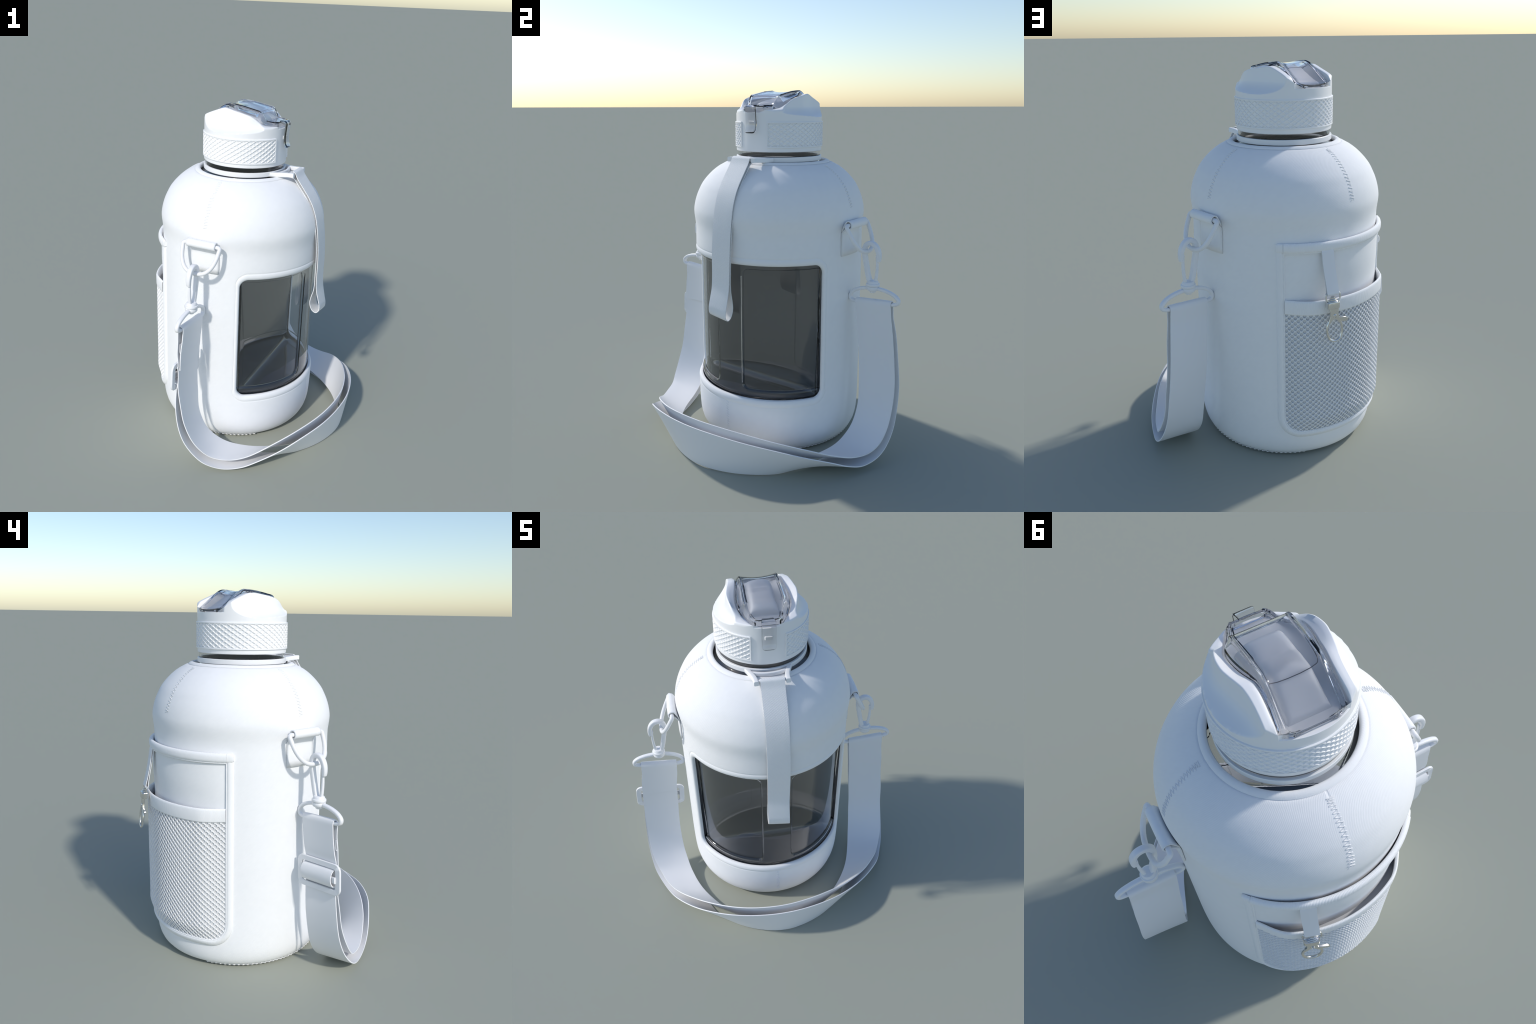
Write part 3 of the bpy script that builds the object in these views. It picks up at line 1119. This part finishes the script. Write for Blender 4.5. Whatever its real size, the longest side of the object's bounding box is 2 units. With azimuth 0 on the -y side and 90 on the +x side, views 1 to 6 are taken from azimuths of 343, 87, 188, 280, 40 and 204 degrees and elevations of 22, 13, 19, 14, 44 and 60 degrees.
lean = lambda z: 0.570 + (0.89 - z) * 0.10
# wire loop and plate
loopmid = catmull([(lerp(a[0], b[0], 0.5), lerp(a[1], b[1], 0.5)) for a, b in zip([(0.029, 0.825), (0.038, 0.800), (0.041, 0.775), (0.036, 0.745), (0.024, 0.724), (0.0, 0.714), (-0.024, 0.724), (-0.036, 0.745), (-0.041, 0.775), (-0.038, 0.800), (-0.029, 0.825)],
                                                                                  [(0.020, 0.818), (0.031, 0.790), (0.032, 0.770), (0.028, 0.750), (0.019, 0.733), (0.0, 0.7245), (-0.019, 0.733), (-0.028, 0.750), (-0.032, 0.770), (-0.031, 0.790), (-0.020, 0.818)])], 6)
v, f = sweep([cp(S0 + 1.1 * x, lean(z), z) for x, z in loopmid], rrect(0.0105, 0.012, 0.0045, 3))
g.add(v, f)
plate = [(0.0235, 0.888), (0.022, 0.862), (0.0225, 0.845), (0.031, 0.822), (0.035, 0.808), (0.022, 0.812), (0.012, 0.826), (0.0, 0.831), (-0.012, 0.826), (-0.022, 0.812), (-0.035, 0.808), (-0.031, 0.822), (-0.0225, 0.845), (-0.022, 0.862), (-0.0235, 0.888)]
npl = len(plate)
vs = [cp(S0 + x, lean(z) + o, z) for o in (-0.006, 0.006) for x, z in plate]
g.add(vs, grid(2, npl, False, True) + [tuple(range(npl)), tuple(npl + j for j in range(npl))[::-1]])
bevel(g.make("clip_claw", METAL, clip, angle=35), 0.0015, 2)
n = 16
vs = [cp(S0 - 0.002 + r * math.cos(2 * PI * k / n), lean(0.85) + h, 0.846 + r * math.sin(2 * PI * k / n)) for k in range(n) for r, h in ((0.010, 0.004), (0.0095, 0.008), (0.007, 0.0095), (0.006, 0.0075), (0.0, 0.0075))]
make("clip_rivet", vs, grid(n, 5, True, False), METAL, clip)
lever = [(-0.018, 0.846), (-0.060, 0.842), (-0.069, 0.836), (-0.073, 0.828), (-0.069, 0.820), (-0.058, 0.817), (-0.030, 0.822)]
nl = len(lever)
vs = [cp(S0 + x, lean(0.83) + o, z - 0.008) for o in (-0.0048, 0.0048) for x, z in lever]
bevel(make("clip_lever", vs, grid(2, nl, False, True) + [tuple(range(nl)), tuple(nl + j for j in range(nl))[::-1]], METAL, clip, angle=35), 0.0012, 2)

# ------------------------------------------------------------------ shoulder strap
strap = group("shoulder_strap")
# each station: outboard edge A and inboard edge B as (R, F, z), written for the left side
INNER_A = [(-0.791, 0.019, 0.420), (-0.792, 0.044, 0.301), (-0.787, 0.094, 0.195), (-0.769, 0.147, 0.128), (-0.742, 0.201, 0.086), (-0.702, 0.291, 0.073), (-0.647, 0.378, 0.089), (-0.543, 0.505, 0.157), (-0.423, 0.605, 0.207), (-0.284, 0.680, 0.240), (-0.147, 0.718, 0.257), (0.0, 0.728, 0.263),
           (0.145, 0.706, 0.257), (0.278, 0.664, 0.241), (0.422, 0.598, 0.214), (0.550, 0.502, 0.173), (0.650, 0.385, 0.119), (0.713, 0.297, 0.092), (0.757, 0.210, 0.092), (0.784, 0.148, 0.124), (0.797, 0.088, 0.190), (0.798, 0.036, 0.297), (0.796, 0.014, 0.419)]
INNER_B = [(-0.576, 0.010, 0.390), (-0.579, 0.022, 0.260), (-0.573, 0.068, 0.150), (-0.560, 0.122, 0.096), (-0.541, 0.195, 0.059), (-0.505, 0.300, 0.041), (-0.462, 0.385, 0.034), (-0.388, 0.487, 0.030), (-0.300, 0.575, 0.030), (-0.204, 0.640, 0.033), (-0.105, 0.678, 0.040), (0.0, 0.690, 0.042)]
INNER_B += [(-q[0], q[1], q[2] + 0.008 * smooth01(abs(q[0]) / 0.4) * (1 if q[2] < 0.2 else 0)) for q in reversed(INNER_B[:-1])]
OUTER_A = [(-0.797, -0.008, 0.400), (-0.803, 0.011, 0.275), (-0.803, 0.049, 0.180), (-0.792, 0.112, 0.100), (-0.775, 0.172, 0.054), (-0.733, 0.261, 0.022), (-0.686, 0.356, 0.032), (-0.637, 0.439, 0.069), (-0.552, 0.547, 0.126), (-0.459, 0.639, 0.186), (-0.334, 0.708, 0.217), (-0.209, 0.743, 0.226), (-0.085, 0.761, 0.232),
           (0.0, 0.764, 0.2345), (0.084, 0.758, 0.234), (0.206, 0.733, 0.226), (0.325, 0.691, 0.211), (0.447, 0.624, 0.186), (0.556, 0.535, 0.147), (0.656, 0.425, 0.100), (0.712, 0.345, 0.062), (0.753, 0.262, 0.040), (0.789, 0.174, 0.058), (0.805, 0.108, 0.097), (0.812, 0.042, 0.174), (0.809, 0.000, 0.266), (0.804, -0.028, 0.400)]
OUTER_B = [(-0.583, -0.014, 0.365), (-0.588, -0.002, 0.255), (-0.587, 0.022, 0.158), (-0.580, 0.066, 0.084), (-0.566, 0.126, 0.036), (-0.530, 0.250, 0.008), (-0.492, 0.365, 0.004), (-0.452, 0.452, 0.004), (-0.400, 0.545, 0.004), (-0.330, 0.610, 0.004), (-0.240, 0.668, 0.004), (-0.150, 0.706, 0.004), (-0.062, 0.728, 0.004), (0.0, 0.733, 0.004)]
OUTER_B += [(-q[0], q[1], q[2] + (0.010 * smooth01((abs(q[0]) - 0.42) / 0.1) if q[2] < 0.1 else 0)) for q in reversed(OUTER_B[:-1])]
mir = lambda st: ((-st[0][0], st[0][1], st[0][2]), (-st[1][0], st[1][1], st[1][2]))


def fold_stations(s):
    """up the front face, over the ring bar and down the back face, for side s"""
    out = []
    for F, zA, zB, ra, rb in ((0.0125, 0.800, 0.785, 0.757, 0.545), (0.0155, 0.850, 0.835, 0.7535, 0.541), (0.0155, 0.876, 0.861, 0.7515, 0.539), (0.011, 0.887, 0.872, 0.7515, 0.539), (0.0, 0.8915, 0.8765, 0.7515, 0.539), (-0.011, 0.887, 0.872, 0.7515, 0.539),
                              (-0.0155, 0.876, 0.861, 0.7515, 0.539), (-0.0160, 0.850, 0.835, 0.7535, 0.541), (-0.0150, 0.800, 0.785, 0.757, 0.545)):
        out.append(((s * ra, F, zA), (s * rb, F, zB)))
    return out


stations = []
# left end: hem on the front face, over the ring, down the back and around the buckle bar
stations += [((-0.7775, 0.0100, 0.634), (-0.562, 0.0100, 0.641)), ((-0.7740, 0.0100, 0.680), (-0.560, 0.0085, 0.670)), ((-0.7685, 0.0105, 0.737), (-0.556, 0.0105, 0.708)), ((-0.764, 0.0110, 0.765), (-0.551, 0.0100, 0.74))]
stations += fold_stations(-1)
stations += [((-0.768, -0.012, 0.720), (-0.556, -0.012, 0.702)), ((-0.774, -0.004, 0.672), (-0.562, -0.004, 0.653)), ((-0.775, -0.006, 0.645), (-0.563, -0.006, 0.627)), ((-0.776, -0.030, 0.632), (-0.564, -0.030, 0.614)),
             ((-0.777, -0.043, 0.607), (-0.565, -0.043, 0.588)), ((-0.778, -0.043, 0.580), (-0.566, -0.043, 0.561)), ((-0.779, -0.030, 0.556), (-0.567, -0.030, 0.537)), ((-0.781, -0.006, 0.542), (-0.569, -0.006, 0.523)), ((-0.786, -0.009, 0.500), (-0.573, -0.010, 0.475))]
stations += list(zip(OUTER_A, OUTER_B))
stations += [((0.788, -0.034, 0.55), (0.570, -0.028, 0.53)), ((0.772, -0.028, 0.70), (0.557, -0.024, 0.685))]
stations += list(reversed(fold_stations(1)))
stations += [((0.770, 0.010, 0.70), (0.556, 0.009, 0.685)), ((0.783, 0.004, 0.55), (0.566, 0.004, 0.53))]
stations += list(reversed(list(zip(INNER_A, INNER_B))))
stations += [((-0.786, 0.003, 0.52), (-0.569, 0.002, 0.495)), ((-0.780, 0.001, 0.60), (-0.565, 0.001, 0.58)), ((-0.778, -0.002, 0.634), (-0.562, -0.002, 0.634)), ((-0.777, -0.008, 0.652), (-0.562, -0.008, 0.652))]
v, f = ribbon([P(*a) for a, b in stations], [P(*b) for a, b in stations], 0.0076, 8, 8)
make("webbing", v, f, WEB, strap, angle=60)
# folded hem of the loose end, behind the front face
v, f = ribbon([P(-0.764, 0.0085, 0.733), P(-0.763, 0.003, 0.736), P(-0.761, 0.002, 0.79)], [P(-0.560, 0.0065, 0.701), P(-0.559, 0.001, 0.705), P(-0.557, 0.0005, 0.757)], 0.004, 5, 4)
make("hem", v, f, WEB, strap)

# slide buckle -------------------------------------------------------------
BUC = [P(-0.815, -0.017, 0.675), P(-0.516, -0.017, 0.655), P(-0.527, -0.019, 0.488), P(-0.826, -0.019, 0.513)]     # outer corners


def quad_pt(u, w):
    a, b, c, d = map(np.array, BUC)
    return (1 - u) * (1 - w) * a + u * (1 - w) * b + u * w * c + (1 - u) * w * d


bw, bh = 0.300, 0.166


def frame(outline_o, outline_i, th):
    n = len(outline_o)
    vs = []
    for (xo, yo), (xi, yi) in zip(outline_o, outline_i):
        po, pi = quad_pt(xo / bw + 0.5, 0.5 - yo / bh), quad_pt(xi / bw + 0.5, 0.5 - yi / bh)
        nrm = np.array((0, -1, 0))
        e = 0.0016
        d = (po - pi) / np.linalg.norm(po - pi)
        vs += [po + nrm * (th / 2 - e), po - d * e + nrm * th / 2, pi + d * e + nrm * th / 2, pi + nrm * (th / 2 - e), pi - nrm * (th / 2 - e), pi + d * e - nrm * th / 2, po - d * e - nrm * th / 2, po - nrm * (th / 2 - e)]
    return vs, grid(n, 8, True, True)


v, f = frame(rrect(bw, bh, 0.036, 6), rrect(bw - 0.062, bh - 0.056, 0.014, 6), 0.012)
g = Geo()
g.add(v, f)
g.make("slide_buckle", HARD, strap, angle=45)
pm0, pm1 = quad_pt(0.09, 0.5), quad_pt(0.91, 0.5)
v, f = sweep([pm0 + np.array((0, 0.010, 0)), pm1 + np.array((0, 0.010, 0))], rrect(0.034, 0.012, 0.005), up=(0, 1, 0))
make("buckle_bar", v, f, HARD, strap)

# rings, swivel hooks and D-rings on both sides -----------------------------


def hardware(s):
    rp = lambda R, F, z: P(s * R, F, z)
    # sewn tab: flat patch on the sleeve that loops over the D-ring bar
    n = 15
    vs = []
    bar_R, bar_z, tr = 0.5235, 1.2925, 0.0205
    prof = [(None, 1.118), (None, 1.150), (None, 1.190), (None, 1.225), (None, 1.248)]
    sec = []
    for _, z in prof:
        sec.append((body_r(z) + 0.0050, z))
    for k in range(0, 15):
        a = math.radians(-128 + 258 * k / 14)
        sec.append((bar_R + tr * math.cos(a), bar_z + tr * math.sin(a)))
    sec.append((body_r(1.285) + 0.003, 1.280))
    sec.append((body_r(1.26) + 0.003, 1.255))
    th = 0.0035
    g = Geo()
    for i in range(n):
        F = lerp(-0.0885, 0.0885, i / (n - 1))
        for k, (r, z) in enumerate(sec):
            flat = smooth01((1.275 - z) / 0.022) if k < 7 or k > 19 else 0.0
            # the flat part follows the round body, the tube part bends only a little
            rr = lerp(r - 0.25 * (0.49 - math.sqrt(0.49 ** 2 - F * F)), math.sqrt(max(r * r - F * F, 0)), flat if k < 7 else (1.0 if k > 20 else 0.0))
            vs.append(rp(rr, F, z))
    m = len(sec)
    tab = make("strap_tab", vs, grid(n, m), FABRIC, strap, angle=60)
    sol = tab.modifiers.new("cloth", "SOLIDIFY")
    sol.thickness, sol.offset = th * 1.6, 0.0
    # D-ring
    top, bot = np.array(rp(bar_R, 0, bar_z)), np.array(rp(0.596, 0, 1.146))
    down = bot - top
    pts = []
    hw = 0.108
    for t in np.linspace(-1, 1, 9)[1:-1]:
        pts.append(top + np.array(P(0, hw * t, 0)))
    arc = []
    for k in range(0, 25):
        a = PI * k / 24
        x, y = math.cos(a), math.sin(a)
        x, y = math.copysign(abs(x) ** 0.80, x), y ** 0.88
        arc.append(top + down * (0.03 + 0.97 * y) + np.array(P(0, hw * 1.03 * x, 0)))
    ring = catmull(pts + arc, 3, closed=True)
    v, f = sweep(ring, circle(0.0116, 14), closed=True)
    make("d_ring", v, f, HARD, strap, angle=180)
    # swivel hook: flat shank bowing over the D-ring
    hk = catmull([rp(0.618, 0, 0.975), rp(0.606, 0, 1.010), rp(0.592, 0, 1.070), rp(0.580, 0, 1.130), rp(0.579, 0, 1.162), rp(0.590, 0, 1.184), rp(0.610, 0, 1.1935), rp(0.634, 0, 1.188), rp(0.653, 0, 1.168), rp(0.6635, 0, 1.140), rp(0.6655, 0, 1.115), rp(0.6635, 0, 1.100)], 6)
    n = len(hk)
    sc = [1.0 if k < n - 16 else lerp(1.0, 0.80, (k - n + 16) / 15) for k in range(n)]
    v, f = sweep(hk, rrect(0.0255, 0.0290, 0.007, 3), up=(0, 1, 0), scale=sc)
    g = Geo()
    g.add(v, f)
    gate = catmull([rp(0.647, 0, 0.975), rp(0.653, 0, 1.010), rp(0.6565, 0, 1.055), rp(0.6555, 0, 1.095), rp(0.651, 0, 1.128)], 6)
    v, f = sweep(gate, rrect(0.0165, 0.0190, 0.005, 3), up=(0, 1, 0), scale=np.linspace(1.0, 0.62, len(gate)))
    g.add(v, f)
    n = 32
    cx, k2 = 0.6345, 1.0
    for prof in ([(0.0, 0.990), (0.025, 0.989), (0.0300, 0.983), (0.0310, 0.976), (0.0360, 0.974), (0.0375, 0.970), (0.0375, 0.9625), (0.035, 0.9600), (0.0, 0.959)],):
        vs = [rp(cx + r * math.cos(2 * PI * k / n), k2 * r * math.sin(2 * PI * k / n), z) for k in range(n) for r, z in prof]
        g.add(vs, grid(n, len(prof), True, False))
    g.make("swivel_hook", HARD, strap, angle=45)
    # strap ring under the swivel, with its bearing and the end of the pivot
    g = Geo()
    rc = catmull([rp(0.634, 0, 0.9475), rp(0.680, 0, 0.9470), rp(0.730, 0, 0.9385), rp(0.770, 0, 0.922), rp(0.789, 0, 0.902), rp(0.786, 0, 0.885), rp(0.766, 0, 0.8760), rp(0.70, 0, 0.8700), rp(0.645, 0, 0.8655), rp(0.57, 0, 0.8595), rp(0.523, 0, 0.8575), rp(0.503, 0, 0.864), rp(0.498, 0, 0.880), rp(0.510, 0, 0.905), rp(0.540, 0, 0.926), rp(0.590, 0, 0.942)], 6, closed=True)
    v, f = sweep(rc, rrect(0.0195, 0.0245, 0.008, 3), closed=True, up=(0, 1, 0))
    g.add(v, f)
    for prof in ([(0.0, 0.9585), (0.032, 0.9585), (0.0350, 0.955), (0.0340, 0.942), (0.029, 0.936), (0.0, 0.934)], [(0.0, 0.936), (0.018, 0.936), (0.0175, 0.926), (0.014, 0.922), (0.0, 0.922)]):
        vs = [rp(cx + r * math.cos(2 * PI * k / n), k2 * r * math.sin(2 * PI * k / n), z) for k in range(n) for r, z in prof]
        g.add(vs, grid(n, len(prof), True, False))
    g.make("strap_ring", HARD, strap, angle=45)


hardware(-1)
hardware(1)
